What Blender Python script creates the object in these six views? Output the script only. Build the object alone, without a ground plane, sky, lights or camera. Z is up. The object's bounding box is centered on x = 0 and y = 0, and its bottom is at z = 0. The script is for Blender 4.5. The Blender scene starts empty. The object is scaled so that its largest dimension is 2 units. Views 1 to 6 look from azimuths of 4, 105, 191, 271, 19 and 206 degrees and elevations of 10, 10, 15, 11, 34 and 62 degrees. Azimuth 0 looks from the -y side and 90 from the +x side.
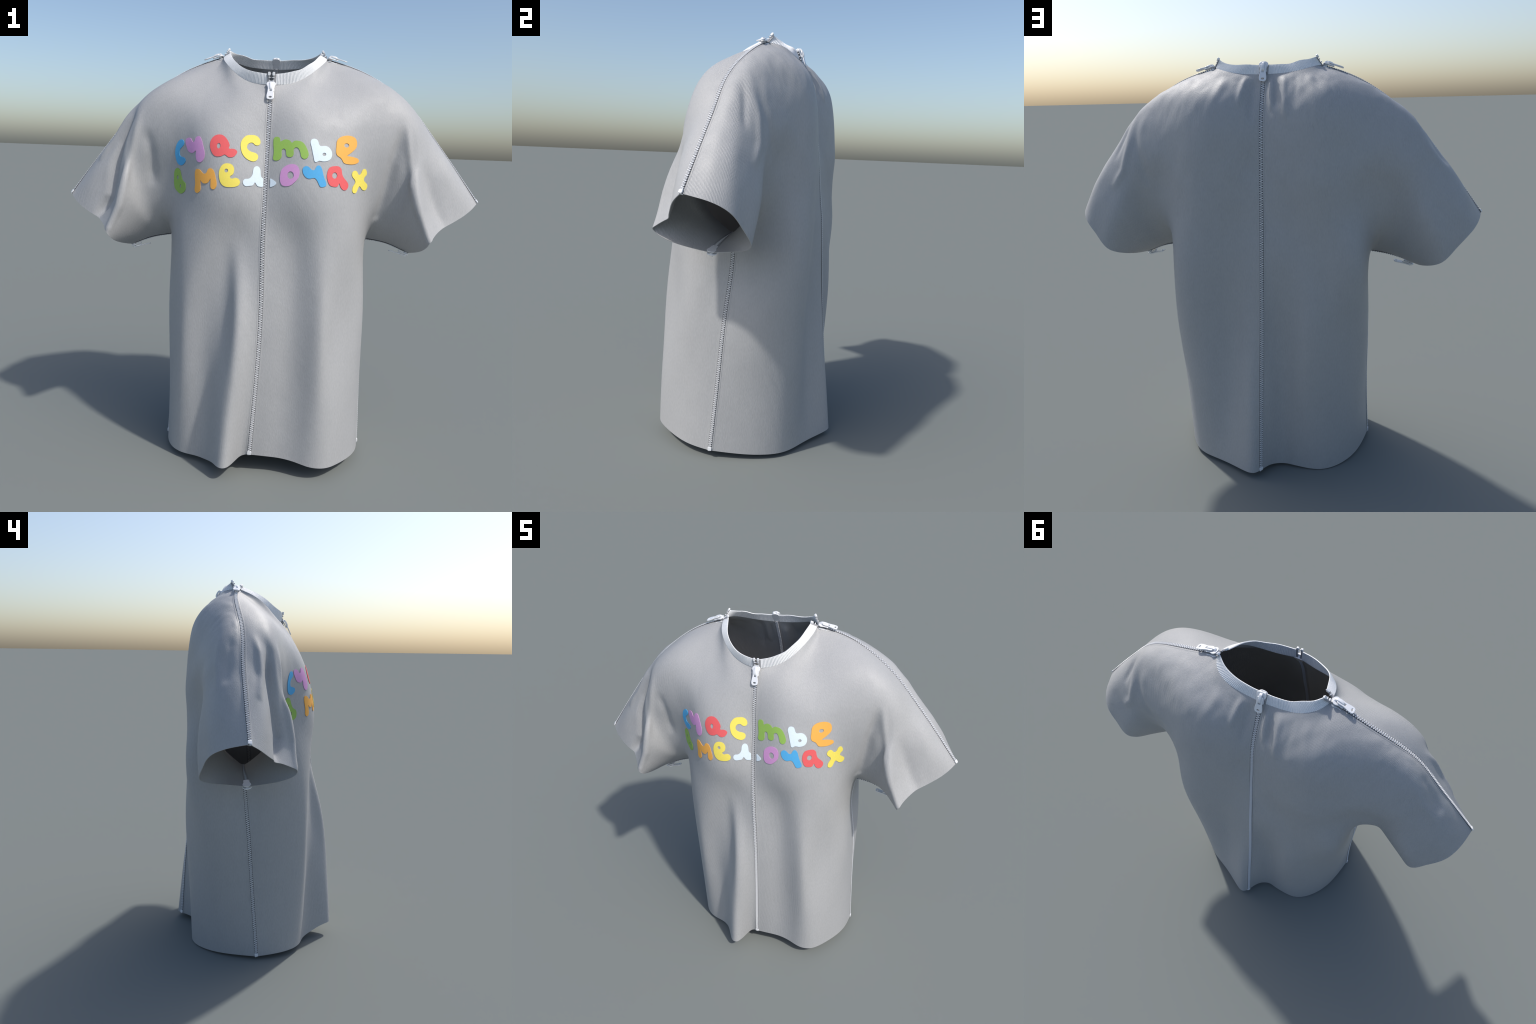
import bpy, bmesh, math
import numpy as np
from mathutils import Vector, Matrix
from mathutils.bvhtree import BVHTree

# ------------------------------------------------------------------ helpers
def spline(kn, vals, x):
    """natural cubic spline through vals (n,...) at knots kn, sampled at x"""
    kn = np.asarray(kn, float); v = np.asarray(vals, float); x = np.asarray(x, float)
    n = len(kn)
    if n == 2:
        t = ((x - kn[0]) / (kn[1] - kn[0])).reshape((-1,) + (1,) * (v.ndim - 1))
        return v[0] * (1 - t) + v[1] * t
    h = np.diff(kn)
    A = np.zeros((n, n)); A[0, 0] = A[-1, -1] = 1
    rhs = np.zeros_like(v)
    for i in range(1, n - 1):
        A[i, i - 1] = h[i - 1]; A[i, i] = 2 * (h[i - 1] + h[i]); A[i, i + 1] = h[i]
        rhs[i] = 6 * ((v[i + 1] - v[i]) / h[i] - (v[i] - v[i - 1]) / h[i - 1])
    M = np.linalg.solve(A, rhs.reshape(n, -1)).reshape(v.shape)
    k = np.clip(np.searchsorted(kn, x, side='right') - 1, 0, n - 2)
    sh = (-1,) + (1,) * (v.ndim - 1)
    a = (kn[k + 1] - x).reshape(sh); b = (x - kn[k]).reshape(sh); hh = h[k].reshape(sh)
    return (M[k] * a**3 + M[k + 1] * b**3) / (6 * hh) + (v[k] / hh - M[k] * hh / 6) * a \
        + (v[k + 1] / hh - M[k + 1] * hh / 6) * b

def smooth(a, b, x):
    t = np.clip((np.asarray(x, float) - a) / (b - a), 0, 1)
    return t * t * (3 - 2 * t)

def curve_through(pts, n):
    """n points evenly spaced along a smooth curve through pts"""
    p = np.asarray(pts, float)
    k = np.r_[0, np.cumsum(np.linalg.norm(np.diff(p, axis=0), axis=1))]
    d = spline(k, p, np.linspace(0, k[-1], 400))
    return resample(d, n)

def resample(d, n):
    k = np.r_[0, np.cumsum(np.linalg.norm(np.diff(d, axis=0), axis=1))]
    s = np.linspace(0, k[-1], n)
    return np.stack([np.interp(s, k, d[:, i]) for i in range(d.shape[1])], 1)

def length(d):
    return float(np.linalg.norm(np.diff(d, axis=0), axis=1).sum())

ROOT = bpy.data.objects.new("zip_up_t_shirt", None)
bpy.context.collection.objects.link(ROOT)
ROOT["label"] = "grey ribbed t-shirt with zippers and colourful letters"
ROOT["category"] = "t-shirt"

def add(name, mesh, parent=ROOT, mat=None, kind=None, smooth_shade=True):
    ob = bpy.data.objects.new(name, mesh)
    bpy.context.collection.objects.link(ob)
    ob.parent = parent
    if mat is not None and not mesh.materials:
        mesh.materials.append(mat)
    if smooth_shade:
        mesh.polygons.foreach_set("use_smooth", [True] * len(mesh.polygons))
    if kind:
        ob["kind"] = kind
    return ob

def mesh_from(name, verts, faces):
    me = bpy.data.meshes.new(name)
    me.from_pydata([tuple(map(float, v)) for v in verts], [], faces)
    me.validate(); me.update()
    return me

def apply_mods(ob):
    dg = bpy.context.evaluated_depsgraph_get()
    me = bpy.data.meshes.new_from_object(ob.evaluated_get(dg))
    ob.modifiers.clear()
    ob.data = me

# ---------------------------------------------------------------- materials
def new_mat(name):
    m = bpy.data.materials.new(name); m.use_nodes = True
    return m, m.node_tree.nodes, m.node_tree.links, m.node_tree.nodes["Principled BSDF"]

def knit_material(name, colour, pitch, depth, rough):
    """knitted cloth: fine vertical ribs, broken into stitches by noise"""
    m, N, L, B = new_mat(name)
    tc = N.new("ShaderNodeTexCoord"); sep = N.new("ShaderNodeSeparateXYZ")
    L.new(tc.outputs["Object"], sep.inputs[0])
    geo = N.new("ShaderNodeNewGeometry"); sn = N.new("ShaderNodeSeparateXYZ")
    L.new(geo.outputs["Normal"], sn.inputs[0])
    def math_(op, a, b=None, c=None):
        n = N.new("ShaderNodeMath"); n.operation = op
        for i, v in enumerate((a, b, c)):
            if v is None: continue
            if isinstance(v, (int, float)): n.inputs[i].default_value = v
            else: L.new(v, n.inputs[i])
        return n.outputs[0]
    wob = N.new("ShaderNodeTexNoise"); wob.inputs["Scale"].default_value = 9
    wob.inputs["Detail"].default_value = 2
    L.new(tc.outputs["Object"], wob.inputs["Vector"])
    k = 2 * math.pi / pitch
    off = math_('MULTIPLY', wob.outputs["Fac"], 12.0)
    wx = math_('SINE', math_('ADD', math_('MULTIPLY', sep.outputs[0], k), off))
    wy = math_('SINE', math_('ADD', math_('MULTIPLY', sep.outputs[1], k), off))
    ax = math_('ABSOLUTE', sn.outputs[0]); ay = math_('ABSOLUTE', sn.outputs[1])
    mr = N.new("ShaderNodeMapRange"); mr.inputs[1].default_value = -0.25; mr.inputs[2].default_value = 0.25
    L.new(math_('SUBTRACT', ax, ay), mr.inputs[0])
    mix = N.new("ShaderNodeMix"); mix.data_type = 'FLOAT'
    L.new(mr.outputs[0], mix.inputs[0]); L.new(wx, mix.inputs[2]); L.new(wy, mix.inputs[3])
    # stitches: short noise stretched along z
    mp = N.new("ShaderNodeMapping"); mp.inputs["Scale"].default_value = (210, 210, 75)
    L.new(tc.outputs["Object"], mp.inputs["Vector"])
    st = N.new("ShaderNodeTexNoise"); st.inputs["Scale"].default_value = 1.0; st.inputs["Detail"].default_value = 3
    L.new(mp.outputs[0], st.inputs["Vector"])
    big = N.new("ShaderNodeTexNoise"); big.inputs["Scale"].default_value = 3.0
    L.new(tc.outputs["Object"], big.inputs["Vector"])
    patch = N.new("ShaderNodeTexNoise"); patch.inputs["Scale"].default_value = 14; patch.inputs["Detail"].default_value = 3
    L.new(tc.outputs["Object"], patch.inputs["Vector"])
    pr = N.new("ShaderNodeMapRange"); pr.inputs[1].default_value = 0.38; pr.inputs[2].default_value = 0.66
    pr.inputs[3].default_value = 0.12; pr.inputs[4].default_value = 0.45
    L.new(patch.outputs["Fac"], pr.inputs[0])
    h = math_('ADD', math_('MULTIPLY', mix.outputs[0], pr.outputs[0]), math_('MULTIPLY', st.outputs["Fac"], 1.0))
    bp = N.new("ShaderNodeBump"); bp.inputs["Strength"].default_value = depth
    bp.inputs["Distance"].default_value = 0.002
    L.new(h, bp.inputs["Height"]); L.new(bp.outputs[0], B.inputs["Normal"])
    ramp = N.new("ShaderNodeValToRGB")
    c = np.array(colour)
    ramp.color_ramp.elements[0].position = 0.3; ramp.color_ramp.elements[1].position = 0.7
    ramp.color_ramp.elements[0].color = (*(c * 0.94), 1); ramp.color_ramp.elements[1].color = (*(c * 1.05), 1)
    L.new(st.outputs["Fac"], ramp.inputs[0]); L.new(ramp.outputs[0], B.inputs["Base Color"])
    B.inputs["Roughness"].default_value = rough
    B.inputs["Specular IOR Level"].default_value = 0.5
    return m

def plain_material(name, colour, rough, metallic=0.0, grain=0.0, spec=0.5):
    m, N, L, B = new_mat(name)
    tc = N.new("ShaderNodeTexCoord"); no = N.new("ShaderNodeTexNoise")
    no.inputs["Scale"].default_value = 160; no.inputs["Detail"].default_value = 3
    L.new(tc.outputs["Object"], no.inputs["Vector"])
    ramp = N.new("ShaderNodeValToRGB"); c = np.array(colour)
    ramp.color_ramp.elements[0].position = 0.3; ramp.color_ramp.elements[1].position = 0.7
    ramp.color_ramp.elements[0].color = (*(c * 0.97), 1)
    ramp.color_ramp.elements[1].color = (*np.minimum(c * 1.03, 1), 1)
    L.new(no.outputs["Fac"], ramp.inputs[0]); L.new(ramp.outputs[0], B.inputs["Base Color"])
    B.inputs["Roughness"].default_value = rough
    B.inputs["Metallic"].default_value = metallic
    B.inputs["Specular IOR Level"].default_value = spec
    if grain:
        bp = N.new("ShaderNodeBump"); bp.inputs["Strength"].default_value = grain
        bp.inputs["Distance"].default_value = 0.001
        L.new(no.outputs["Fac"], bp.inputs["Height"]); L.new(bp.outputs[0], B.inputs["Normal"])
    return m

CLOTH = knit_material("grey_knit", (0.38, 0.383, 0.388), 0.0046, 0.36, 0.53)
RIB = knit_material("white_rib_knit", (0.80, 0.81, 0.82), 0.0055, 0.12, 0.55)
SHADE_TAPE = plain_material("zipper_tape_groove_shade", (0.10, 0.10, 0.105), 0.7, 0, 0.3)  # tape darkened: groove shadow beside the teeth is painted into its colour
GREYTAPE = plain_material("grey_tape", (0.30, 0.30, 0.31), 0.7, 0, 0.3)
TEETH = plain_material("zipper_tooth_metal", (0.68, 0.69, 0.71), 0.3, 0.15)
METAL = plain_material("white_enamel_metal", (0.80, 0.81, 0.83), 0.28, 0.15)

# ---------------------------------------------- the garment's control surface
# Each quarter panel is a net of curves: column c runs 0 (centre zip) .. 1 (side
# seam / armhole) .. 2 (cuff); row r runs 0 (hem) .. 1 (armpit) .. 2 (neck and
# shoulder seam).  Cross-sections below give (c, x, y[, z]).
Z_LOW, Z_MID = 0.38, 0.74

HEM = {
 ('front', 1): [(0, -.023, -.352, .092), (.15, .06, -.350, .088), (.25, .12, -.350, .084), (.38, .20, -.368, .076),
                (.48, .26, -.384, .068), (.56, .314, -.376, .063), (.68, .386, -.31, .055), (.82, .465, -.185, .045), (1, .498, -.033, .036)],
 ('front', -1): [(0, -.023, -.352, .092), (.05, -.05, -.347, .085), (.10, -.073, -.362, .077), (.14, -.093, -.407, .074),
                 (.165, -.112, -.442, .072), (.19, -.134, -.455, .071), (.215, -.156, -.446, .070), (.25, -.18, -.412, .066), (.32, -.225, -.335, .040), (.40, -.27, -.295, .031),
                 (.55, -.345, -.268, .030), (.68, -.405, -.225, .03), (.82, -.448, -.145, .026), (1, -.474, -.033, .018)],
 ('back', 1): [(0, .019, .432, .032), (.08, .055, .458, .03), (.16, .11, .435, .026), (.28, .193, .385, .022),
               (.45, .295, .335, .02), (.62, .382, .275, .02), (.80, .452, .15, .025), (1, .498, -.033, .036)],
 ('back', -1): [(0, .019, .432, .032), (.06, -.015, .37, .024), (.12, -.055, .338, .016), (.25, -.12, .335, .012),
                (.38, -.20, .340, .004), (.50, -.265, .333, .001), (.65, -.345, .283, .003), (.80, -.42, .175, .01), (1, -.474, -.033, .018)],
}
LOW = {
 ('front', 1): [(0, -.007, -.362), (.13, .06, -.352), (.25, .13, -.341), (.38, .205, -.355), (.5, .275, -.376), (.62, .342, -.343), (.8, .452, -.195), (.9, .483, -.10), (1, .490, -.006)],
 ('front', -1): [(0, -.007, -.362), (.08, -.05, -.385), (.19, -.118, -.432), (.25, -.162, -.395), (.33, -.212, -.328),
                 (.42, -.262, -.297), (.55, -.335, -.288), (.68, -.395, -.245), (.82, -.447, -.135), (1, -.464, -.006)],
 ('back', 1): [(0, .012, .405), (.1, .06, .416), (.28, .175, .354), (.45, .285, .343), (.65, .405, .28), (.85, .472, .13), (1, .490, -.006)],
 ('back', -1): [(0, .012, .405), (.08, -.03, .37), (.15, -.07, .337), (.3, -.16, .350), (.5, -.28, .340), (.65, -.362, .29), (.82, -.445, .17), (1, -.464, -.006)],
}
MID = {
 ('front', 1): [(0, .005, -.353), (.12, .07, -.342), (.25, .14, -.332), (.4, .22, -.352), (.5, .28, -.362), (.62, .340, -.299), (.8, .464, -.165), (.9, .480, -.07), (1, .478, .022)],
 ('front', -1): [(0, .005, -.353), (.10, -.05, -.373), (.19, -.105, -.383), (.25, -.142, -.338), (.33, -.20, -.306), (.42, -.26, -.296), (.55, -.335, -.292), (.68, -.392, -.247), (.82, -.455, -.13), (1, -.463, .02)],
 ('back', 1): [(0, .006, .374), (.12, .07, .364), (.25, .15, .334), (.36, .22, .336), (.5, .305, .351), (.62, .38, .336), (.75, .45, .272), (.88, .482, .165), (1, .478, .022)],
 ('back', -1): [(0, .006, .374), (.1, -.047, .338), (.2, -.115, .337), (.33, -.195, .366), (.5, -.295, .348), (.62, -.362, .317), (.75, -.437, .262), (.88, -.472, .160), (1, -.463, .02)],
}
# upper columns on the +x side, bottom (armpit row) to top (neck / shoulder seam)
UP_C = [0, .25, .5, .75, 1, 1.33, 1.67, 2]
UP_R = [1, 1.2, 1.4, 1.6, 1.8, 2]
UP_R2 = [1, 1.2, 1.4, 1.6, 1.8, 1.9, 2]
CREST = {'front': [0, 0, .001, .005, .007, .006, .005, .004],      # roundness beside the neck and overarm seam, per column
         'back': [-.002, .001, .003, .004, .007, .006, .005, .004]}
UPPER = {
 'front': [
  [(0, -.315, 1.10), (0, -.294, 1.25), (0, -.266, 1.39), (0, -.232, 1.52), (0, -.20, 1.65), (0, -.145, 1.772)],
  [(.15, -.312, 1.10), (.15, -.326, 1.25), (.155, -.308, 1.40), (.16, -.266, 1.54), (.158, -.197, 1.68), (.15, -.092, 1.812)],
  [(.28, -.324, 1.10), (.295, -.308, 1.26), (.30, -.276, 1.42), (.305, -.228, 1.57), (.30, -.122, 1.733), (.248, .09, 1.92)],
  [(.430, -.198, 1.095), (.428, -.197, 1.26), (.43, -.198, 1.41), (.445, -.184, 1.55), (.468, -.103, 1.745), (.43, .088, 1.862)],
  [(.480, .045, 1.07), (.53, -.07, 1.18), (.580, -.116, 1.345), (.612, -.128, 1.50), (.622, -.089, 1.68), (.60, .056, 1.755)],
  [(.56, .04, 1.06), (.60, -.07, 1.145), (.655, -.168, 1.30), (.687, -.135, 1.41), (.733, -.062, 1.522), (.74, .042, 1.605)],
  [(.625, .028, 1.04), (.655, -.09, 1.10), (.70, -.19, 1.20), (.746, -.114, 1.288), (.826, -.062, 1.383), (.865, .031, 1.445)],
  [(.69, .02, 1.013), (.722, -.14, 1.050), (.746, -.209, 1.101), (.803, -.132, 1.150), (.915, -.06, 1.21), (.995, .016, 1.271)]],
 'back': [
  [(0, .352, 1.10), (0, .335, 1.25), (0, .322, 1.39), (0, .306, 1.52), (0, .278, 1.70), (0, .20, 1.883)],
  [(.15, .341, 1.10), (.15, .339, 1.25), (.155, .345, 1.40), (.16, .340, 1.54), (.155, .305, 1.74), (.15, .188, 1.897)],
  [(.30, .362, 1.10), (.30, .356, 1.26), (.305, .350, 1.42), (.305, .336, 1.57), (.30, .277, 1.79), (.248, .09, 1.92)],
  [(.445, .288, 1.095), (.44, .282, 1.27), (.445, .284, 1.43), (.455, .278, 1.58), (.46, .207, 1.778), (.43, .088, 1.862)],
  [(.480, .045, 1.07), (.545, .17, 1.20), (.582, .215, 1.36), (.615, .231, 1.52), (.638, .158, 1.697), (.60, .056, 1.755)],
  [(.56, .04, 1.06), (.61, .127, 1.118), (.68, .222, 1.26), (.722, .222, 1.40), (.757, .152, 1.547), (.74, .042, 1.605)],
  [(.625, .028, 1.04), (.67, .127, 1.058), (.755, .232, 1.155), (.812, .222, 1.27), (.870, .156, 1.402), (.865, .031, 1.445)],
  [(.69, .02, 1.013), (.723, .14, 1.03), (.803, .228, 1.068), (.872, .217, 1.14), (.948, .170, 1.22), (.995, .016, 1.271)]],
}
# offsets for the -x side, where the chest falls back into a deeper fold before the sleeve
TWEAK = {('front', -1): {(1, 0): (0, .006, 0), (3, 0): (.002, .020, 0), (2, 0): (0, .025, 0), (2, 1): (.005, .022, 0), (3, 1): (.005, .03, 0),
                         (2, 2): (0, .01, 0), (3, 2): (.005, .033, 0), (3, 3): (.005, .02, 0), (4, 2): (.005, .01, 0)},
         ('back', -1): {(1, 0): (0, .006, 0), (2, 0): (0, -.015, 0), (2, 1): (0, -.01, 0), (3, 0): (-.008, .010, 0)}}
# neckline between centre and shoulder corner (c from 0 to .5)
NECK = {
 'front': [(0, 0, -.145, 1.772), (.13, .078, -.124, 1.779), (.25, .15, -.09, 1.812), (.36, .21, -.035, 1.864), (.45, .243, .04, 1.905), (.5, .248, .09, 1.92)],
 'back': [(0, 0, .20, 1.883), (.15, .08, .197, 1.886), (.3, .158, .187, 1.897), (.42, .225, .147, 1.915), (.5, .248, .09, 1.92)],
}
NB, NS, NLOW, NUP = 84, 52, 96, 84

def side_fit(p, side):
    """mirror a +x control point to the -x side, whose sleeve hangs slightly lower and closer"""
    p = np.array(p, float)
    if side > 0: return p
    w = smooth(.3, .55, p[..., 0]); w2 = smooth(.75, 1.0, p[..., 0])
    q = p.copy()
    q[..., 0] = -p[..., 0] * (1 - .008 * w)
    q[..., 1] = p[..., 1] - .014 * w2
    q[..., 2] = p[..., 2] - .022 * w - .010 * w2
    return q

def panel_grid(face, side):
    cb = np.linspace(0, 1, NB + 1); cs = np.linspace(1, 2, NS + 1)[1:]
    call = np.r_[cb, cs]
    cols = side_fit(UPPER[face], side)                      # (8 columns, 6 rows, 3)
    for (i, j), d in TWEAK.get((face, side), {}).items():
        cols[i, j] += d
    axis = side_fit(np.array([UPPER['front'], UPPER['back']]).mean(axis=(0, 2)), side)
    crest = spline(UP_R, cols.transpose(1, 0, 2), [1.9])[0]
    out = crest - axis; out /= np.linalg.norm(out, axis=1)[:, None]
    crest = crest + out * np.array(CREST[face])[:, None]
    cols = np.concatenate([cols[:, :5], crest[:, None], cols[:, 5:]], axis=1)
    rows_up = []
    for j, r in enumerate(UP_R2):
        if r == 2:      # neckline, then a corner, then the shoulder / overarm seam
            nk = np.array(NECK[face]); npts = side_fit(nk[:, 1:], side)
            a = spline(nk[:, 0], npts, call[call <= .5])
            b = spline(UP_C[2:], cols[2:, j], call[call > .5])
            rows_up.append(np.r_[a, b])
        elif r == 1:    # across the chest to the armpit, then out along the underarm seam
            rows_up.append(np.r_[spline(UP_C[:5], cols[:5, j], cb), spline(UP_C[4:], cols[4:, j], cs)])
        else:
            rows_up.append(spline(UP_C, cols[:, j], call))
    rows_up = np.array(rows_up)
    def low_row(tab, z):
        t = np.array(tab, float)
        if t.shape[1] == 3: t = np.c_[t, np.full(len(t), z)]
        return spline(t[:, 0], t[:, 1:], cb)
    low = np.array([low_row(HEM[face, side], 0), low_row(LOW[face, side], Z_LOW), low_row(MID[face, side], Z_MID)])
    rl = np.linspace(0, 1, NLOW + 1); ru = np.linspace(1, 2, NUP + 1)
    # hem..armpit row spacing follows height so that the columns stay even
    kn = [0, .30, .63] + UP_R2
    body = spline(kn, np.concatenate([low, rows_up[:, :NB + 1]]), np.r_[rl, ru[1:]])
    # the side seam is one curve shared by front and back
    hollow = np.array([[side * (.460 if side > 0 else .449), .038, .93]])   # the cloth tucks in below the armpit
    seam = spline([0, .30, .63, .83, 1], np.concatenate([low[:, NB], hollow, rows_up[:1, NB]]), rl)
    body[:NLOW + 1] += (seam - body[:NLOW + 1, NB])[:, None] * smooth(.86, 1, cb)[None, :, None]
    sleeve = spline(UP_R2, rows_up[:, NB + 1:], ru)
    return body, sleeve

PANELS = {}
for face in ('front', 'back'):
    for side in (1, -1):
        PANELS[face, side] = list(panel_grid(face, side))

def relax(body, sleeve, n):
    """even out the joint between body and sleeve columns, keeping every seam fixed"""
    up = np.concatenate([body[NLOW:], sleeve], axis=1)
    w = np.zeros(up.shape[:2])
    w[1:-1, 1:-1] = 1
    cc = np.arange(up.shape[1])
    w *= np.exp(-((cc - NB) / 10.0) ** 2)[None]
    for _ in range(n):
        av = up.copy()
        av[1:-1, 1:-1] = (up[:-2, 1:-1] + up[2:, 1:-1] + up[1:-1, :-2] + up[1:-1, 2:]) / 4
        up += (av - up) * w[..., None] * .8
    body[NLOW:] = up[:, :NB + 1]
    return body, up[:, NB + 1:]

for k in PANELS:
    PANELS[k] = list(relax(*PANELS[k], 12))

# ---- folds: ridges (+) and hollows (-) that run along short paths over the cloth
FOLDS = {
 ('front', -1): [
  (.013, .018, [(-.60, -.09, 1.645), (-.615, -.118, 1.60), (-.635, -.135, 1.50), (-.653, -.145, 1.40), (-.69, -.185, 1.20), (-.735, -.205, 1.10)]),
  (-.034, .024, [(-.63, -.04, 1.67), (-.66, -.075, 1.61), (-.71, -.085, 1.50), (-.737, -.10, 1.40), (-.755, -.125, 1.24), (-.81, -.10, 1.14)]),
  (.013, .016, [(-.64, .0, 1.68), (-.69, -.027, 1.60), (-.755, -.037, 1.50), (-.815, -.03, 1.42)]),
  (-.013, .026, [(-.575, -.12, 1.57), (-.55, -.12, 1.45), (-.545, -.10, 1.33)])],
 ('front', 1): [
  (.014, .016, [(.615, -.105, 1.63), (.622, -.12, 1.59), (.639, -.135, 1.475), (.654, -.15, 1.36), (.69, -.185, 1.23), (.738, -.207, 1.105)]),
  (-.022, .026, [(.603, -.115, 1.61), (.592, -.125, 1.56), (.565, -.135, 1.44), (.548, -.12, 1.33), (.522, -.085, 1.20)]),
  (-.008, .030, [(.70, -.10, 1.46), (.75, -.11, 1.32), (.82, -.11, 1.15)])],
 ('back', 1): [
  (-.008, .022, [(.615, .165, 1.69), (.627, .185, 1.64), (.622, .205, 1.58), (.60, .225, 1.51), (.575, .23, 1.42)]),
  (.010, .020, [(.655, .15, 1.66), (.672, .195, 1.56), (.70, .215, 1.46), (.745, .21, 1.39)]),
  (-.008, .018, [(.65, .115, 1.70), (.70, .15, 1.63), (.745, .165, 1.53)]),
  (.009, .014, [(.078, .205, 1.876), (.09, .245, 1.82), (.10, .285, 1.76)]),
  (-.008, .018, [(.038, .205, 1.872), (.042, .25, 1.80), (.045, .29, 1.70)]),
  (.004, .020, [(.17, .20, 1.88), (.20, .27, 1.80), (.24, .31, 1.70)])],
 ('back', -1): [
  (-.010, .020, [(-.66, .095, 1.68), (-.69, .10, 1.64), (-.74, .105, 1.56), (-.80, .11, 1.49)]),
  (.008, .020, [(-.63, .14, 1.69), (-.66, .14, 1.64), (-.72, .15, 1.55), (-.80, .14, 1.45)]),
  (.008, .010, [(-.034, .205, 1.872), (-.04, .24, 1.82), (-.045, .28, 1.74)]),
  (-.007, .011, [(-.06, .205, 1.872), (-.063, .24, 1.82), (-.067, .28, 1.75)]),
  (.009, .015, [(-.095, .20, 1.877), (-.103, .26, 1.80), (-.113, .305, 1.71)]),
  (-.003, .016, [(-.145, .195, 1.88), (-.15, .25, 1.82), (-.155, .29, 1.75)]),
  (.003, .020, [(-.20, .18, 1.89), (-.22, .25, 1.82), (-.25, .30, 1.73)])],
}
def dist_to(path, P):
    """distance of points P (n,3) to a polyline, and position 0..1 along it"""
    path = np.asarray(path, float); best = np.full(len(P), 9.0); pos = np.zeros(len(P))
    seg = np.linalg.norm(np.diff(path, axis=0), axis=1); cum = np.r_[0, np.cumsum(seg)] / seg.sum()
    for i in range(len(path) - 1):
        a, d = path[i], path[i + 1] - path[i]
        t = np.clip(((P - a) @ d) / (d @ d), 0, 1)
        q = np.linalg.norm(P - a - t[:, None] * d, axis=1)
        m = q < best
        best[m] = q[m]; pos[m] = (cum[i] + t * (cum[i + 1] - cum[i]))[m]
    return best, pos

def grid_normals(g, sign):
    n = np.cross(np.gradient(g, axis=1), np.gradient(g, axis=0))
    return sign * n / (np.linalg.norm(n, axis=2)[..., None] + 1e-12)

def bumps(P, scale, seed):
    """soft irregular undulation in about -1..1 from a few random plane waves"""
    rng = np.random.default_rng(seed); out = np.zeros(len(P))
    for _ in range(9):
        k = rng.normal(size=3); k *= 2 * math.pi / scale * rng.uniform(.6, 1.5) / np.linalg.norm(k)
        out += np.sin(P @ k + rng.uniform(0, 6.28))
    return out / 4.5

def fold_panel(face, side):
    body, sleeve = PANELS[face, side]
    full = np.full((body.shape[0], NB + 1 + NS, 3), np.nan)
    full[:, :NB + 1] = body; full[NLOW:, NB + 1:] = sleeve
    sgn = 1 if (side > 0) == (face == 'front') else -1
    nb = grid_normals(body, sgn); up = full[NLOW:]; nu = grid_normals(up, sgn)
    nrm = np.full_like(full, np.nan); nrm[:, :NB + 1] = nb; nrm[NLOW:] = nu
    nrm[:NLOW, :NB + 1] = nb[:NLOW]
    ok = ~np.isnan(full[..., 0]); P = full[ok]; Nn = nrm[ok]
    ds, _ = dist_to(body[::3, 0], P)
    for line in (np.r_[body[-1, ::2], sleeve[-1, ::2]], body[:NLOW + 1:3, NB], np.r_[body[NLOW:NLOW + 1, NB], sleeve[0, ::2]]):
        ds = np.minimum(ds, dist_to(line, P)[0])
    pin = smooth(.004, .03, ds)
    off = np.zeros(len(P))
    for amp, w, path in FOLDS.get((face, side), []):
        d, t = dist_to(path, P)
        ends = smooth(-.05, .3, t) * smooth(1.25, .8, t)
        off += amp * np.exp(-(d / w) ** 2) * ends
    high = smooth(1.0, 1.5, P[:, 2])
    off += high * (.0012 if face == 'back' else .0005) * bumps(P, .09, 3) + high * (.002 if face == 'back' else .001) * bumps(P, .2, 5)
    if face == 'back':      # rumpled yoke
        off += smooth(1.55, 1.75, P[:, 2]) * 0.0014 * np.abs(bumps(P * np.array([1, 1, .45]), .07, 11))
    P = P + Nn * (off * pin)[:, None]
    full[ok] = P
    PANELS[face, side] = [full[:, :NB + 1], full[NLOW:, NB + 1:]]
for k in list(PANELS):
    fold_panel(*k)

# ---- seams (from hem / cuff to top); both adjoining panels meet in them
SEAMS = {
 'front': PANELS['front', 1][0][:, 0],
 'back': PANELS['back', 1][0][:, 0],
 'side+': PANELS['front', 1][0][:NLOW + 1, NB], 'side-': PANELS['front', -1][0][:NLOW + 1, NB],
}
NC = NB // 2   # column of the neck corner
for s, t in ((1, '+'), (-1, '-')):
    b, sl = PANELS['front', s]
    SEAMS['over' + t] = np.r_[b[-1, NC:], sl[-1]]               # neck -> cuff
    SEAMS['under' + t] = np.r_[b[NLOW:NLOW + 1, NB], sl[0]]     # armpit -> cuff

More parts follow.
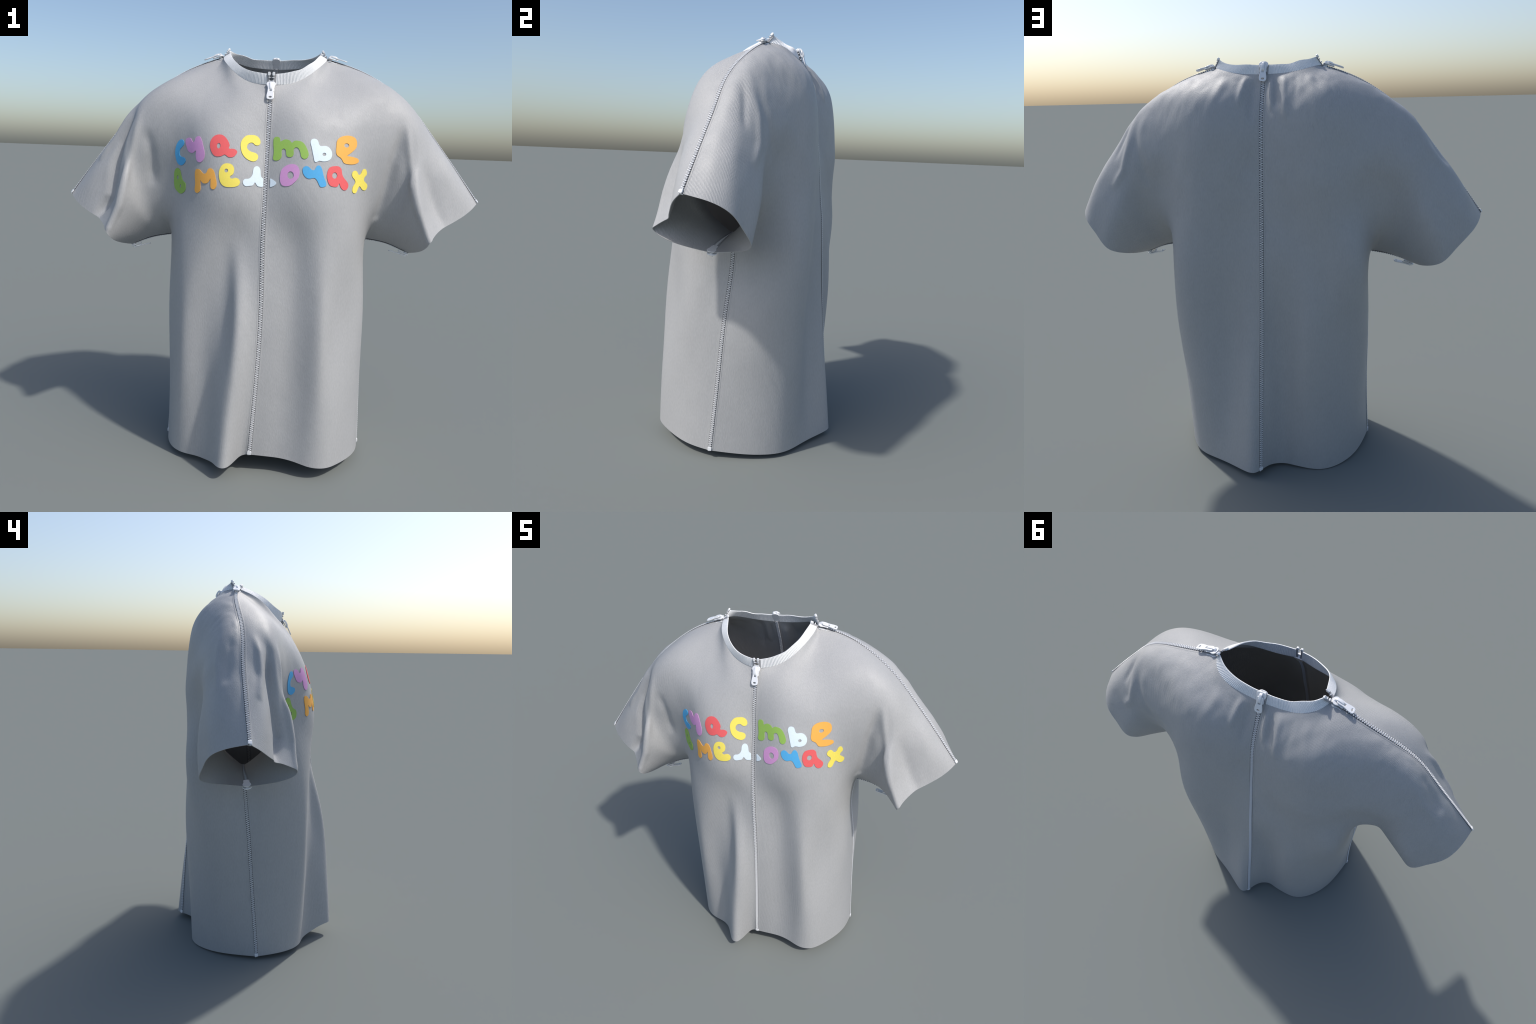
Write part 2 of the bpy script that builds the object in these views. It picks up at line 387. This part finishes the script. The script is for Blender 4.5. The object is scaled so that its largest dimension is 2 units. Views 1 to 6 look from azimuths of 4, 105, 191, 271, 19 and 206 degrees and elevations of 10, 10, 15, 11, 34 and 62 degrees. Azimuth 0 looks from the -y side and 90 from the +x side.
ALLV, ALLF = [], []
def panel_mesh(face, side, name):
    body, sleeve = PANELS[face, side]
    nr, nc = body.shape[:2]
    V = [tuple(v) for v in body.reshape(-1, 3)]
    idx = -np.ones((nr, nc + NS), int)
    idx[:, :nc] = np.arange(nr * nc).reshape(nr, nc)
    idx[NLOW:, nc:] = len(V) + np.arange(sleeve.shape[0] * NS).reshape(-1, NS)
    V += [tuple(v) for v in sleeve.reshape(-1, 3)]
    flip = (side > 0) != (face == 'front')
    F = []
    for i in range(nr - 1):
        for j in range(nc - 1 + (NS if i >= NLOW else 0)):
            q = [idx[i, j], idx[i, j + 1], idx[i + 1, j + 1], idx[i + 1, j]]
            F.append([int(k) for k in (q[::-1] if flip else q)])
    base = len(ALLV)
    ALLV.extend(V); ALLF.extend([[k + base for k in f] for f in F])
    me = mesh_from(name, V, F)
    ob = add(name, me, mat=CLOTH)
    so = ob.modifiers.new("thickness", 'SOLIDIFY'); so.thickness = 0.003; so.offset = -1
    so.use_rim = True
    apply_mods(ob)
    ob.data.polygons.foreach_set("use_smooth", [True] * len(ob.data.polygons))
    ob.data.set_sharp_from_angle(angle=math.radians(50))
    return ob

panel_mesh('front', 1, "front_panel"); panel_mesh('front', -1, "front_panel")
panel_mesh('back', 1, "back_panel"); panel_mesh('back', -1, "back_panel")
BVH = BVHTree.FromPolygons(ALLV, ALLF)

def frames(pts):
    """tangent, outward normal and cross direction along a seam"""
    pts = np.asarray(pts); T = np.gradient(pts, axis=0)
    T /= np.linalg.norm(T, axis=1)[:, None]
    Nn = []
    for p, t in zip(pts, T):
        acc = Vector((0, 0, 0))
        for _, n, _, d in BVH.find_nearest_range(Vector(p), 0.02):
            acc += n
        Nn.append(acc)
    Nn = np.array(Nn)
    Nn -= (Nn * T).sum(1)[:, None] * T
    Nn /= np.linalg.norm(Nn, axis=1)[:, None] + 1e-9
    for _ in range(3):
        Nn[1:-1] = (Nn[:-2] + 2 * Nn[1:-1] + Nn[2:]) / 4
    Nn /= np.linalg.norm(Nn, axis=1)[:, None]
    return T, Nn, np.cross(T, Nn)

def strip(path, lo, hi, height, deep, name, crown=0.0, m=5):
    """cloth strip lying on the garment along a seam, from across-offset lo to hi"""
    P, T, Nn, B = path
    V, F = [], []
    for p, n, b in zip(P, Nn, B):
        top, low = [], []
        for a in np.linspace(lo, hi, m):
            q = p + b * a
            h, hn, _, _ = BVH.find_nearest(Vector(q))
            h = np.array(h); hn = np.array(hn)
            if np.dot(hn, n) < .3: hn = n
            t = (a - lo) / (hi - lo)
            top.append(h + hn * (height + crown * math.sin(math.pi * t)))
            low.append(h - hn * deep)
        V += top + low[::-1]
    k = 2 * m
    for i in range(len(P) - 1):
        for j in range(k):
            F.append([i * k + j, i * k + (j + 1) % k, (i + 1) * k + (j + 1) % k, (i + 1) * k + j])
    F.append(list(range(k))[::-1]); F.append([(len(P) - 1) * k + j for j in range(k)])
    me = mesh_from(name, V, F)
    bm = bmesh.new(); bm.from_mesh(me); bmesh.ops.recalc_face_normals(bm, faces=bm.faces); bm.to_mesh(me); bm.free()
    me.polygons.foreach_set("use_smooth", [True] * len(me.polygons))
    me.set_sharp_from_angle(angle=math.radians(45))
    return me

# ------------------------------------------------------------------ zippers
PITCH = 0.0106
def tooth_shape():
    """one moulded tooth: broad root on the tape, narrowing to a tip past the centre line"""
    return [(-.0076, .0026), (-.0054, .0029), (-.0005, .0015), (.0040, .0010), (.0040, -.0010),
            (-.0005, -.0015), (-.0054, -.0029), (-.0076, -.0026)]
def teeth_mesh(pts, name, rows=(1, -1), shift=0.0, lift=.0006):
    n = max(2, int(length(pts) / PITCH))
    V, F = [], []
    prof = tooth_shape(); m = len(prof)
    for row in rows:
        d = resample(pts, 2 * n + 1)[(0 if row > 0 else 1)::2]
        T, Nn, B = frames(d)
        for p, t, nn, b in zip(d, T, Nn, B):
            base = len(V)
            for hgt, sc in ((lift, 1.0), (lift + .0018, 1.0), (lift + .0026, .8)):
                for a, l in prof:
                    V.append(p + b * (row * ((a - shift) * (1 if sc == 1 else .9))) + t * l * sc + nn * hgt)
            for lev in (0, m):
                for j in range(m):
                    k = (j + 1) % m
                    q = [base + lev + j, base + lev + k, base + lev + m + k, base + lev + m + j]
                    F.append(q if row < 0 else q[::-1])
            cap = [base + 2 * m + j for j in range(m)]
            F.append(cap if row < 0 else cap[::-1])
    me = mesh_from(name, V, F)
    bm = bmesh.new(); bm.from_mesh(me); bmesh.ops.recalc_face_normals(bm, faces=bm.faces); bm.to_mesh(me); bm.free()
    return me

def flat_shape(outlines, depth, bevel, name, res=8):
    """extruded rounded plate from closed smooth outlines (first is the rim, others are holes)"""
    cu = bpy.data.curves.new(name, 'CURVE'); cu.dimensions = '2D'; cu.fill_mode = 'BOTH'
    cu.extrude = depth; cu.bevel_depth = bevel; cu.bevel_resolution = 2; cu.resolution_u = res
    for o in outlines:
        sp = cu.splines.new('POLY'); sp.points.add(len(o) - 1); sp.use_cyclic_u = True
        for q, (x, y) in zip(sp.points, o): q.co = (x, y, 0, 1)
    ob = bpy.data.objects.new(name, cu); bpy.context.collection.objects.link(ob)
    dg = bpy.context.evaluated_depsgraph_get()
    me = bpy.data.meshes.new_from_object(ob.evaluated_get(dg))
    bpy.data.objects.remove(ob); bpy.data.curves.remove(cu)
    me.name = name
    return me

def closed_smooth(pts, n=60):
    p = np.array(list(pts) * 3, float)
    k = np.r_[0, np.cumsum(np.linalg.norm(np.diff(p, axis=0), axis=1))]
    m = len(pts)
    return spline(k, p, np.linspace(k[m], k[2 * m], n, endpoint=False))

def ellipse(cx, cy, rx, ry, n=28):
    return [(cx + rx * math.cos(a), cy + ry * math.sin(a)) for a in np.linspace(0, 2 * math.pi, n, endpoint=False)]
def rounded(cx, cy, w, h, r, n=5):
    out = []
    for sx, sy, a0 in ((1, 1, 0), (-1, 1, 90), (-1, -1, 180), (1, -1, 270)):
        for a in np.linspace(a0, a0 + 90, n):
            out.append((cx + sx * (w / 2 - r) + r * math.cos(math.radians(a)), cy + sy * (h / 2 - r) + r * math.sin(math.radians(a))))
    return out

# slider in local axes: x across, y towards the open end of the zip, z outwards
SHIELD = closed_smooth([(0, .025), (.011, .0235), (.0195, .014), (.0165, .002), (.0135, -.012), (.0135, -.023), (.006, -.025),
                        (-.006, -.025), (-.0135, -.023), (-.0135, -.012), (-.0165, .002), (-.0195, .014), (-.011, .0235)], 52)
PLATE_TOP = flat_shape([SHIELD], .0012, .0012, "slider_plate")
PLATE_TOP.transform(Matrix.Translation((0, 0, .0095)))
PLATE_LOW = flat_shape([SHIELD], .001, .001, "slider_plate_low")
PLATE_LOW.transform(Matrix.Translation((0, 0, -.006)))
BRIDGE = flat_shape([closed_smooth([(-.020, 0), (-.020, .008), (-.012, .0125), (.008, .0125), (.019, .007), (.019, 0), (.013, 0), (.011, .0055),
                                    (.004, .008), (-.009, .008), (-.0145, .005), (-.0145, 0)], 48)], .0045, .0012, "slider_bridge")
BRIDGE.transform(Matrix(((0, 0, 1, 0), (1, 0, 0, 0), (0, 1, 0, .010), (0, 0, 0, 1))))
NECKPOST = flat_shape([rounded(0, .012, .010, .016, .003)], .008, .0004, "slider_post")
NECKPOST.transform(Matrix.Translation((0, 0, .002)))
def joined(parts, name):
    bm = bmesh.new()
    for p in parts: bm.from_mesh(p)
    me = bpy.data.meshes.new(name); bm.to_mesh(me); bm.free()
    return me
SLIDER = joined([PLATE_TOP, PLATE_LOW, BRIDGE, NECKPOST], "zipper_slider")
TAB_RIM = closed_smooth([(0, .004), (.010, .003), (.0125, -.004), (.0115, -.02), (.0135, -.04), (.0155, -.058), (.0135, -.0675), (0, -.071),
                         (-.013, -.0675), (-.0155, -.058), (-.0135, -.04), (-.0115, -.02), (-.0125, -.004), (-.010, .003)], 64)
TAB = flat_shape([TAB_RIM, rounded(0, -.018, .013, .030, .002), ellipse(0, -.0605, .0085, .0050)], .0012, .0011, "pull_tab")
SLIDER.materials.append(METAL); TAB.materials.append(METAL)
STOP = flat_shape([rounded(0, 0, .017, .014, .0012)], .0022, .0006, "end_stop"); STOP.materials.append(METAL)
for me in (SLIDER, TAB, STOP):
    me.polygons.foreach_set("use_smooth", [True] * len(me.polygons))
    me.set_sharp_from_angle(angle=math.radians(40))

def frame_at(pts, dist, flip=False):
    """4x4 frame on a seam at arc length dist: y along the seam (or against it), z outwards"""
    k = np.r_[0, np.cumsum(np.linalg.norm(np.diff(pts, axis=0), axis=1))]
    s = np.linspace(max(0, dist - .02), min(k[-1], dist + .02), 9)
    c = np.stack([np.interp(s, k, pts[:, i]) for i in range(3)], 1)
    T, Nn, B = frames(c)
    m = int(np.argmin(abs(s - dist)))
    p = np.array([np.interp(dist, k, pts[:, i]) for i in range(3)]); t, n = T[m], Nn[m]
    if flip: t = -t
    x = np.cross(t, n)
    M = Matrix.Identity(4)
    for i in range(3):
        M[i][0] = x[i]; M[i][1] = t[i]; M[i][2] = n[i]; M[i][3] = p[i]
    return M

def place(name, mesh, M, parent):
    ob = bpy.data.objects.new(name, mesh); bpy.context.collection.objects.link(ob)
    ob.parent = parent; ob.matrix_world = M
    return ob

def zipper(seam, slider_at, slider_flip, stops, tilt=14, span=(0, 0), tab_lift=.014, tab=True):
    pts = np.asarray(SEAMS[seam])
    k = np.r_[0, np.cumsum(np.linalg.norm(np.diff(pts, axis=0), axis=1))]
    n = int(k[-1] / .010)
    s = np.linspace(span[0], k[-1] - span[1], n)
    d = np.stack([np.interp(s, k, pts[:, i]) for i in range(3)], 1)
    path = (d, *frames(d))
    tape = add("zipper", strip(path, -.0090, .0090, .0007, .002, "zipper_tape"), mat=SHADE_TAPE)
    for sgn in (1, -1):
        lo, hi = sorted((sgn * .0090, sgn * .0165))
        add("seam_edge", strip(path, lo, hi, .0005, .004, "seam_edge", crown=.0005), parent=tape, mat=CLOTH)
    te = add("zipper_teeth", teeth_mesh(d, "zipper_teeth"), parent=tape, mat=TEETH, kind="stuff", smooth_shade=False)
    # the inner face of the zip, seen through the neck and the cuffs
    add("tape_lining", strip(path, -.014, .014, -.0032, .0046, "tape_lining"), parent=tape, mat=GREYTAPE)
    add("zipper_teeth", teeth_mesh(d, "zipper_teeth", lift=-.0076), parent=tape, mat=TEETH, kind="stuff", smooth_shade=False)
    for st in stops:
        M = frame_at(pts, st); M = M @ Matrix.Translation((0, 0, .0022))
        place("end_stop", STOP, M, tape)
    if slider_at is not None:
        M = frame_at(pts, slider_at, slider_flip)
        place("zipper_slider", SLIDER, M, tape)
        place("pull_tab", TAB, M @ Matrix.Translation((0, .003, tab_lift + .004)) @ Matrix.Rotation(math.radians(tilt), 4, 'X'), tape)
    return tape

# ----------------------------------------------------------------- neckband
RIM = {
 'front': [(.017, -.147, 1.818), (.075, -.132, 1.828), (.135, -.097, 1.852), (.187, -.035, 1.893), (.208, .033, 1.923), (.217, .066, 1.936)],
 'back': [(.016, .182, 1.925), (.08, .179, 1.926), (.15, .162, 1.935), (.195, .143, 1.943), (.224, .121, 1.955)],
}
def neckband(face, side):
    nk = side_fit(np.array(NECK[face])[:, 1:], 1) * np.array([side, 1, 1])
    rim = np.array(RIM[face]) * np.array([side, 1, 1])
    nk = nk.copy(); nk[0, 0] = side * .015
    nk[-1] += np.array([0, -.012 if face == 'front' else .012, 0])
    L = length(curve_through(nk, 60)); ribs = int(L / .0072); per = 8
    n = ribs * per + 1
    a = curve_through(nk, n); b = curve_through(rim, n)
    wave = bumps(b, .11, 8) * (.005 if face == 'back' else .003)
    b = b + np.array([0, 0, 1.0]) * (wave * np.sin(np.linspace(0, math.pi, n)))[:, None]
    V, F = [], []; rows = 9
    ctr = np.array([0, .03, 1.80])
    for j in range(rows):
        t = j / (rows - 1)
        row = a * (1 - t) + b * t
        out = row - ctr; out /= np.linalg.norm(out, axis=1)[:, None]
        rip = np.cos(np.arange(n) / per * 2 * math.pi) * 0.0016 * (1 if 0 < j < rows - 1 else .6)
        belly = .0008 * math.sin(math.pi * t)
        row = row + out * (rip + belly)[:, None]
        V.extend(row)
    for j in range(rows - 1):
        for i in range(n - 1):
            q = [j * n + i, j * n + i + 1, (j + 1) * n + i + 1, (j + 1) * n + i]
            F.append(q if (side > 0) == (face == 'front') else q[::-1])
    me = mesh_from("neckband", V, F)
    ob = add("neckband", me, mat=RIB)
    so = ob.modifiers.new("thickness", 'SOLIDIFY'); so.thickness = .0035; so.offset = -1
    apply_mods(ob)
    ob.data.polygons.foreach_set("use_smooth", [True] * len(ob.data.polygons))
    ob.data.set_sharp_from_angle(angle=math.radians(60))
    return a, b
BAND = {(f, s): neckband(f, s) for f in ('front', 'back') for s in (1, -1)}

Lf, Lb = length(SEAMS['front']), length(SEAMS['back'])
ZIP = {}
ZIP['front'] = zipper('front', Lf - .016, False, [.009], tilt=2)
ZIP['back'] = zipper('back', None, False, [.009])
for t in '+-':
    Lo = length(SEAMS['over' + t]); Lu = length(SEAMS['under' + t]); Ls = length(SEAMS['side' + t])
    ZIP['over' + t] = zipper('over' + t, .028, True, [Lo - .009], tilt=2)
    zipper('side' + t, None, False, [.009])
    zipper('under' + t, Lu - .022, False, [], tilt=-9)


# the zip chain that runs on over the neckband: closed at the back, open elsewhere
def chain(path, normal, row, parent, shift=0.0):
    """one row of teeth along the free edge of a neckband piece"""
    d = resample(np.asarray(path), max(3, int(length(np.asarray(path)) / PITCH)))
    prof = tooth_shape(); m = len(prof); V, F = [], []
    T = np.gradient(d, axis=0); T /= np.linalg.norm(T, axis=1)[:, None]
    for p, t in zip(d, T):
        n = normal - t * np.dot(normal, t); n /= np.linalg.norm(n); b = np.cross(t, n); base = len(V)
        for hgt, sc in ((-.002, 1.0), (.0034, 1.0), (.0046, .78)):
            for a_, l in prof: V.append(p + b * row * (a_ + shift) * sc + t * l * sc + n * hgt)
        for lev in (0, m):
            for j in range(m):
                k = (j + 1) % m
                F.append([base + lev + j, base + lev + k, base + lev + m + k, base + lev + m + j])
        F.append([base + 2 * m + j for j in range(m)]); F.append([base + j for j in range(m)][::-1])
    me = mesh_from("zipper_teeth", V, F)
    bm = bmesh.new(); bm.from_mesh(me); bmesh.ops.recalc_face_normals(bm, faces=bm.faces); bm.to_mesh(me); bm.free()
    add("zipper_teeth", me, parent=parent, mat=TEETH, kind="stuff", smooth_shade=False)
    # the tape these teeth sit on, reaching back under the band
    TV, TF = [], []
    for p, t in zip(d, T):
        n = normal - t * np.dot(normal, t); n /= np.linalg.norm(n); b = np.cross(t, n)
        for a_, h_ in ((-.014, -.001), (-.002, -.001), (-.002, -.004), (-.014, -.004)): TV.append(p + b * row * a_ + n * h_)
    for i in range(len(d) - 1):
        for j in range(4): TF.append([i * 4 + j, i * 4 + (j + 1) % 4, i * 4 + 4 + (j + 1) % 4, i * 4 + 4 + j])
    TF.append([0, 1, 2, 3]); TF.append([len(TV) - 4 + j for j in range(4)])
    tm = mesh_from("tape_end", TV, TF)
    bm = bmesh.new(); bm.from_mesh(tm); bmesh.ops.recalc_face_normals(bm, faces=bm.faces); bm.to_mesh(tm); bm.free()
    add("tape_end", tm, parent=parent, mat=GREYTAPE, smooth_shade=False)
    # top stop: a small block at the end of the row
    e, t = d[-1], T[-1]
    n = normal - t * np.dot(normal, t); n /= np.linalg.norm(n); b = np.cross(t, n)
    M = Matrix.Identity(4)
    for i in range(3):
        M[i][0] = b[i]; M[i][1] = t[i]; M[i][2] = n[i]; M[i][3] = (e + n * .002 - b * row * .004)[i]
    place("end_stop", TOP_STOP, M, parent)

TOP_STOP = flat_shape([rounded(0, 0, .009, .014, .002)], .0035, .001, "top_stop"); TOP_STOP.materials.append(METAL)

def band_edge(face, side, end):
    a, b = BAND[face, side]
    return np.array([a[end] * (1 - t) + b[end] * t for t in np.linspace(0, 1, 12)])
for side in (1, -1):
    toward = np.array([-side * .011, 0, 0])
    chain(band_edge('front', side, 0) + toward + np.array([0, -.003, 0]), np.array([0, -1., .25]), -side, ZIP['front'])
    chain(band_edge('back', side, 0) + toward + np.array([0, .003, 0]), np.array([0, 1., .25]), side, ZIP['back'])
    t = '+' if side > 0 else '-'
    for face in ('front', 'back'):
        row = side * (1 if face == 'front' else -1)
        toward = np.array([side * .003, .008 if face == 'front' else -.008, .003])
        chain(band_edge(face, side, -1) + toward, np.array([side * 1., 0, .8]), row, ZIP['over' + t])
# back slider sits on the neckband, its pull tab hanging down over the cloth
def slider_on(p, up, out, parent, tilt):
    up = np.array(up, float); up /= np.linalg.norm(up); out = np.array(out, float)
    out -= up * np.dot(out, up); out /= np.linalg.norm(out); x = np.cross(up, out)
    M = Matrix.Identity(4)
    for i in range(3):
        M[i][0] = x[i]; M[i][1] = up[i]; M[i][2] = out[i]; M[i][3] = p[i]
    place("zipper_slider", SLIDER, M, parent)
    place("pull_tab", TAB, M @ Matrix.Translation((0, .003, .018)) @ Matrix.Rotation(math.radians(tilt), 4, 'X'), parent)
slider_on((0, .192, 1.910), (0, -.024, .047), (0, 1, .5), ZIP['back'], 8)

# ------------------------------------------------------- letters on the chest
COLOUR = {'blue': (.08, .38, .70), 'violet': (.60, .30, .58), 'red': (.74, .115, .12), 'yellow': (.84, .70, .12), 'green': (.275, .46, .095),
          'pale': (.68, .78, .86), 'orange': (.84, .41, .08)}
INK = {k: plain_material(k + "_felt", v, .65, 0, .2, .35) for k, v in COLOUR.items()}
FRONT_BVH = BVH
def surf(x, z):
    hit, n, _, _ = FRONT_BVH.ray_cast(Vector((x, -1.0, z)), Vector((0, 1, 0)))
    return hit, n
def letter(colour, centre, outline, holes, thick=.002):
    """raised felt letter: outline in millimetres around its centre, pressed on the chest"""
    cx, cz = centre
    rim = [(cx + x / 1000, cz + z / 1000) for x, z in closed_smooth(outline, 90)]
    loops = [rim] + [ellipse(cx + x / 1000, cz + z / 1000, rx / 1000, rz / 1000) for x, z, rx, rz in holes]
    flat = flat_shape(loops, 0, 0, "letter_flat")
    bm = bmesh.new(); bm.from_mesh(flat); bpy.data.meshes.remove(flat)
    bmesh.ops.remove_doubles(bm, verts=bm.verts, dist=1e-5)
    lo = np.min(rim, axis=0); hi = np.max(rim, axis=0)
    for ax in (0, 1):
        for v in np.arange(lo[ax] + .004, hi[ax], .009):
            co = [0, 0, 0]; co[ax] = v; no = [0, 0, 0]; no[ax] = 1
            bmesh.ops.bisect_plane(bm, geom=bm.verts[:] + bm.edges[:] + bm.faces[:], plane_co=co, plane_no=no)
    for v in bm.verts:
        h, n = surf(v.co.x, v.co.y)
        v.co = Vector(h) + Vector(n) * .0005
    bm.normal_update()
    if sum(f.normal.y * f.calc_area() for f in bm.faces) > 0:
        bmesh.ops.reverse_faces(bm, faces=bm.faces[:])
    bm.normal_update()
    top = bmesh.ops.extrude_face_region(bm, geom=bm.faces[:], use_keep_orig=False)
    new = [g for g in top['geom'] if isinstance(g, bmesh.types.BMVert)]
    bm.normal_update()
    for v in new:
        _, n = surf(v.co.x, v.co.z)
        v.co += n * thick
    me = bpy.data.meshes.new("chest_letter"); bm.to_mesh(me); bm.free()
    ob = add("chest_letter", me, mat=INK[colour])
    me.set_sharp_from_angle(angle=math.radians(40))
    return ob
letter('blue', (-0.396, 1.456), [(5, 60), (14, 53), (15, 39), (6, 27), (-5, 15), (-7, 1), (-4, -13), (8, -18), (23, -24), (26, -34), (18, -48), (3, -56), (-14, -50), (-25, -30), (-30, 0), (-26, 28), (-14, 51)], [])
letter('violet', (-0.321, 1.483), [(-38, 41), (-25, 39), (-17, 28), (-11, 22), (-5, 25), (-1, 37), (6, 46), (17, 49), (27, 40), (37, 15), (47, -18), (48, -39), (42, -55), (30, -64), (16, -61), (8, -47), (6, -27), (5, -14), (-5, -22), (-19, -25), (-35, -17), (-44, 1), (-51, 20), (-49, 34)], [])
letter('red', (-0.184, 1.482), [(-30, 59), (-12, 57), (7, 42), (19, 23), (21, 12), (19, 1), (33, 0), (49, -4), (56, -12), (52, -23), (41, -34), (28, -37), (16, -34), (3, -26), (-8, -31), (-23, -35), (-40, -33), (-55, -18), (-64, 5), (-63, 30), (-51, 50)], [(-26, 11, 8, 12)])
letter('yellow', (-0.069, 1.491), [(-6, 53), (14, 52), (30, 42), (37, 27), (35, 14), (24, 9), (14, 12), (6, 19), (-5, 20), (-16, 12), (-19, 0), (-13, -11), (1, -19), (16, -23), (28, -31), (31, -42), (26, -54), (13, -60), (-3, -57), (-22, -46), (-37, -28), (-45, -3), (-45, 22), (-35, 40), (-23, 50)], [])
letter('green', (0.096, 1.490), [(-57, 51), (-45, 48), (-40, 39), (-40, 31), (-25, 38), (-5, 39), (7, 32), (12, 26), (18, 32), (36, 36), (55, 32), (71, 16), (82, -5), (86, -22), (81, -35), (68, -40), (57, -34), (51, -17), (45, -1), (35, 8), (26, 6), (21, -1), (22, -18), (16, -32), (4, -35), (-7, -31), (-11, -16), (-14, -4), (-22, 1), (-30, -4), (-31, -17), (-31, -36), (-40, -48), (-56, -52), (-64, -50), (-66, -26), (-68, 5), (-70, 32), (-67, 46)], [])
letter('pale', (0.229, 1.485), [(-27, 52), (-15, 49), (-7, 36), (0, 23), (21, 23), (41, 15), (52, -2), (53, -19), (45, -34), (28, -42), (10, -42), (-2, -41), (-11, -46), (-18, -46), (-23, -35), (-30, -7), (-37, 20), (-41, 38), (-36, 49)], [(20, -13, 8, 7)])
letter('orange', (0.353, 1.485), [(-11, 71), (12, 70), (31, 60), (38, 41), (35, 21), (23, 7), (6, -7), (-4, -15), (12, -18), (33, -22), (47, -28), (50, -38), (40, -47), (16, -52), (-6, -50), (-17, -46), (-25, -34), (-35, -23), (-47, -16), (-53, -3), (-53, 24), (-50, 49), (-37, 63)], [(-8, 29, 11, 9)])
letter('green', (-0.399, 1.326), [(-17, 61), (-4, 56), (4, 38), (10, 19), (18, 5), (30, -4), (33, -20), (30, -38), (20, -49), (4, -54), (-10, -48), (-26, -34), (-33, -9), (-33, 24), (-30, 48)], [(-13, 18, 5, 10), (4, -20, 4, 9)])
letter('orange', (-0.266, 1.346), [(-37, 43), (-24, 39), (-15, 30), (-4, 24), (6, 28), (12, 41), (21, 49), (32, 47), (42, 36), (50, 10), (56, -13), (53, -32), (43, -41), (33, -38), (28, -22), (26, 5), (19, -9), (0, -18), (-11, -15), (-19, -6), (-20, -37), (-25, -56), (-38, -62), (-45, -58), (-47, -31), (-49, 4), (-49, 32), (-45, 41)], [])
letter('yellow', (-0.154, 1.365), [(-11, 54), (5, 50), (16, 36), (17, 19), (11, 6), (1, -2), (4, -9), (22, -7), (37, -10), (45, -22), (42, -35), (27, -44), (2, -47), (-19, -45), (-36, -33), (-45, -12), (-48, 9), (-43, 34), (-30, 50)], [(-16, 23, 8, 8)])
letter('pale', (-0.048, 1.358), [(7, 53), (18, 47), (23, 35), (25, 18), (30, 5), (36, 0), (37, -16), (37, -34), (24, -35), (12, -30), (2, -17), (-5, -28), (-20, -32), (-37, -33), (-47, -24), (-48, -13), (-42, -4), (-27, -2), (-16, 5), (-9, 21), (-7, 40), (0, 51)], [])
letter('pale', (0.033, 1.341), [(-11, 19), (0, 14), (10, 8), (15, 0), (9, -9), (-2, -15), (-9, -17), (-11, 1)], [])
letter('violet', (0.104, 1.380), [(10, 46), (27, 43), (39, 30), (43, 11), (38, -12), (23, -31), (5, -45), (-16, -49), (-30, -45), (-38, -31), (-40, -6), (-36, 17), (-21, 35), (-6, 43)], [(5, -1, 14, 16)])
letter('blue', (0.215, 1.385), [(-38, 35), (-26, 29), (-16, 20), (-7, 19), (-1, 26), (4, 36), (13, 40), (22, 34), (31, 12), (39, -13), (47, -31), (48, -45), (39, -50), (24, -50), (17, -40), (9, -25), (-3, -14), (-20, -17), (-35, -15), (-49, -2), (-55, 14), (-53, 28)], [])
letter('red', (0.314, 1.368), [(-18, 56), (0, 55), (11, 46), (16, 25), (24, 8), (39, -9), (46, -22), (45, -35), (37, -45), (27, -46), (17, -39), (9, -24), (6, -17), (0, -28), (-15, -32), (-33, -27), (-43, -12), (-49, 10), (-47, 33), (-39, 49), (-29, 54)], [(-16, 16, 11, 13)])
letter('yellow', (0.412, 1.363), [(-23, 44), (-13, 38), (-4, 26), (2, 28), (8, 40), (16, 51), (24, 52), (30, 44), (31, 26), (22, 15), (20, 3), (28, -7), (38, -19), (37, -33), (29, -42), (17, -40), (8, -30), (1, -24), (-4, -30), (-10, -46), (-18, -55), (-28, -52), (-32, -42), (-28, -24), (-20, -9), (-21, 1), (-32, 14), (-37, 26), (-33, 39)], [])
